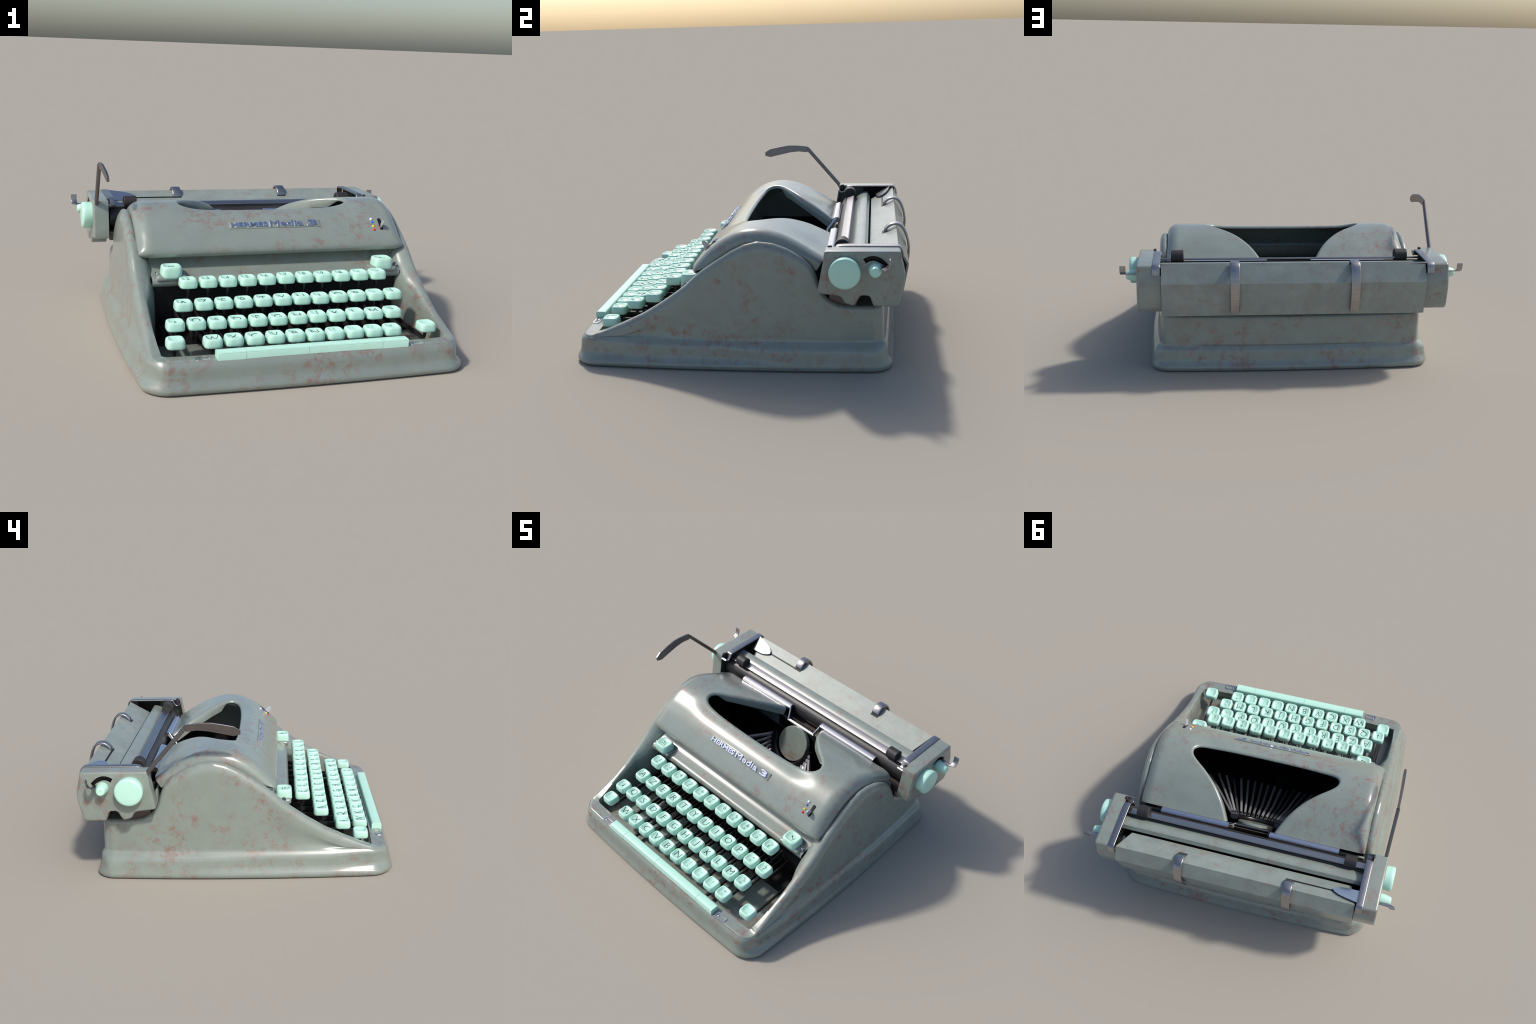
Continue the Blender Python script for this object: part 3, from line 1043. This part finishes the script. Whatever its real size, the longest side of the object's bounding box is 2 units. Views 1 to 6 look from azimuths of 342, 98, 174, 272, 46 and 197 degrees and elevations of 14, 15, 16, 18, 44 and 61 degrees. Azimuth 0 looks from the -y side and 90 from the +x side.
for s in (-1, 1):
    pl = add("end_plate", mirrored(plate_me, s), M_CARR, CARR, angle=28)
    add("slot_dark_backing", box(s * 0.868 if s > 0 else -0.876, s * 0.876 if s > 0 else -0.868, 0.63, 0.79, 0.56, 0.645), M_BLACK, pl)  # black box behind the slot draws the dark interior
    add("rubber_stop", box(min(s * 0.802, s * 0.818), max(s * 0.802, s * 0.818), 0.477, 0.50, 0.625, 0.664, 0.004), M_RUBBER, pl)
    add("bail_arm", mirrored(arm_me, s), M_STEEL, CARR, angle=40)
    add("platen_knob", mirrored(cyl_x(0.897, 0.957, 0.565, 0.557, knob_prof, 64), s), M_KEY, CARR, angle=50)
    add("release_knob", mirrored(cyl_x(0.897, 0.968, 0.712, 0.5685, [(0, 0.034), (0.35, 0.0335), (0.8, 0.026), (0.93, 0.0235), (0.985, 0.019), (1.0, 0.0165), (0.99, 0.013)], 40), s), M_KEY, CARR, angle=50)
    add("release_hook", mirrored(hook_me, s), M_STEEL, CARR, angle=40)
    # paper bail roller
    add("bail_roller", cyl_x(s * 0.676 - 0.037, s * 0.676 + 0.037, 0.545, 0.633,
                             [(0.06, 0.018), (0.0, 0.020), (0.0, 0.034), (0.04, 0.037), (0.96, 0.037), (1, 0.034), (1.0, 0.020), (0.94, 0.018)], 40), M_RUBBER, CARR, angle=40)
    # paper supports hooked over the table edge
    sp = smooth_path([(s * 0.346, 0.762, 0.619), (s * 0.346, 0.768, 0.640), (s * 0.346, 0.790, 0.661), (s * 0.346, 0.818, 0.668), (s * 0.346, 0.846, 0.660), (s * 0.346, 0.868, 0.632),
                      (s * 0.346, 0.884, 0.585), (s * 0.346, 0.892, 0.535), (s * 0.346, 0.889, 0.485), (s * 0.346, 0.878, 0.435), (s * 0.346, 0.862, 0.386)], 5)
    add("paper_support", sweep(sp, rounded_rect(0.054, 0.013, 0.005, 3), (1, 0, 0)), M_STEEL, CARR, angle=40)
    add("support_hole", box(s * 0.346 - 0.028, s * 0.346 + 0.028, -0.011, 0.010, -0.004, 0.0016,
                            mat4=Matrix.Translation((0, 0.758, 0.6215)) @ Matrix.Rotation(math.radians(26.8), 4, "X")), M_BLACK, CARR)

# paper bail: flat bar facing up and forward, on a round shaft
bail = sweep([(-0.79, 0.551, 0.6165), (0.79, 0.551, 0.6165)], rounded_rect(0.046, 0.010, 0.003, 3), (0, 0.946, 0.323))
add("paper_bail", bail, M_STEEL, CARR, angle=40)

# chrome card guide with the dropped middle
SL = Vector((0, 0.96, 0.28))


for a, b, nm in (((-0.588, 0.476, 0.572), (-0.135, 0.476, 0.574), "card_guide"), ((0.135, 0.476, 0.574), (0.588, 0.476, 0.572), "card_guide")):
    add(nm, sweep([a, b], rounded_rect(0.046, 0.030, 0.0145, 6), SL), M_CHROME, CARR, angle=40)
for s in (-1, 1):
    add("guide_link", sweep([(s * 0.142, 0.479, 0.583), (s * 0.128, 0.458, 0.555), (s * 0.112, 0.427, 0.516)], rounded_rect(0.022, 0.012, 0.004, 3), (0, -0.7, 0.7)), M_CHROME, CARR, angle=40)
add("line_gauge", join([sweep([(-0.118, 0.424, 0.513), (0.118, 0.424, 0.513)], rounded_rect(0.020, 0.011, 0.004, 3), (0, 0.8, 0.6)),
                        box(-0.20, 0.20, 0.424, 0.430, 0.42, 0.512, 0.001)]), M_STEEL, CARR)
add("ink_ribbon", box(-0.112, 0.112, 0.448, 0.452, 0.47, 0.522), M_RAIL, CARR)

# slot in the table and the flat margin lever beside the left arm
tilt_t = Matrix.Rotation(math.radians(26.8), 4, "X")
add("table_slot", box(-0.62, -0.362, -0.005, 0.005, -0.003, 0.0016, mat4=Matrix.Translation((0, 0.754, 0.6195)) @ tilt_t), M_BLACK, CARR)
lv = [(-0.775, 0.772), (-0.775, 0.808), (-0.735, 0.800), (-0.690, 0.790), (-0.650, 0.778), (-0.622, 0.762), (-0.610, 0.749), (-0.613, 0.738),
      (-0.632, 0.728), (-0.660, 0.718), (-0.700, 0.714), (-0.775, 0.714)]
n_ = len(lv)


def tz(y):
    return 0.6485 + (y - 0.80) * 0.505


me = mesh_from([(x, y, tz(y)) for x, y in lv] + [(x, y, tz(y) + 0.010) for x, y in lv],
               [tuple(range(n_)), tuple(range(2 * n_ - 1, n_ - 1, -1))] + [(i, i + n_, (i + 1) % n_ + n_, (i + 1) % n_) for i in range(n_)])
add("margin_lever", me, M_CHROME, CARR, angle=30)

# carriage return lever: rod up from the left end plate, then a curved blade
rod = sweep([(-0.880, 0.470, 0.640), (-0.881, 0.457, 0.660), (-0.888, 0.252, 0.896)], rounded_rect(0.022, 0.024, 0.008, 4), (1, 0, 0))
lever = add("return_lever", rod, M_DARKSTEEL, CARR, angle=40)
blade = [(0.256, 0.910), (0.225, 0.916), (0.178, 0.9205), (0.120, 0.922), (0.060, 0.912), (-0.006, 0.898), (-0.041, 0.876), (-0.040, 0.853), (-0.004, 0.8445),
         (0.060, 0.859), (0.135, 0.875), (0.190, 0.880), (0.246, 0.874), (0.262, 0.890)]
me = prism_x(blade, -0.891, -0.879, 0.002, 1)
for v in me.vertices:  # the blade leans inwards a little along its lower edge
    v.co.x += (0.25 - v.co.y) * 0.02 + (0.88 - v.co.z) * 0.12
add("lever_blade", me, M_DARKSTEEL, lever, angle=30)

# drop mesh-less leftovers
for m in list(bpy.data.meshes):
    if m.users == 0:
        bpy.data.meshes.remove(m)
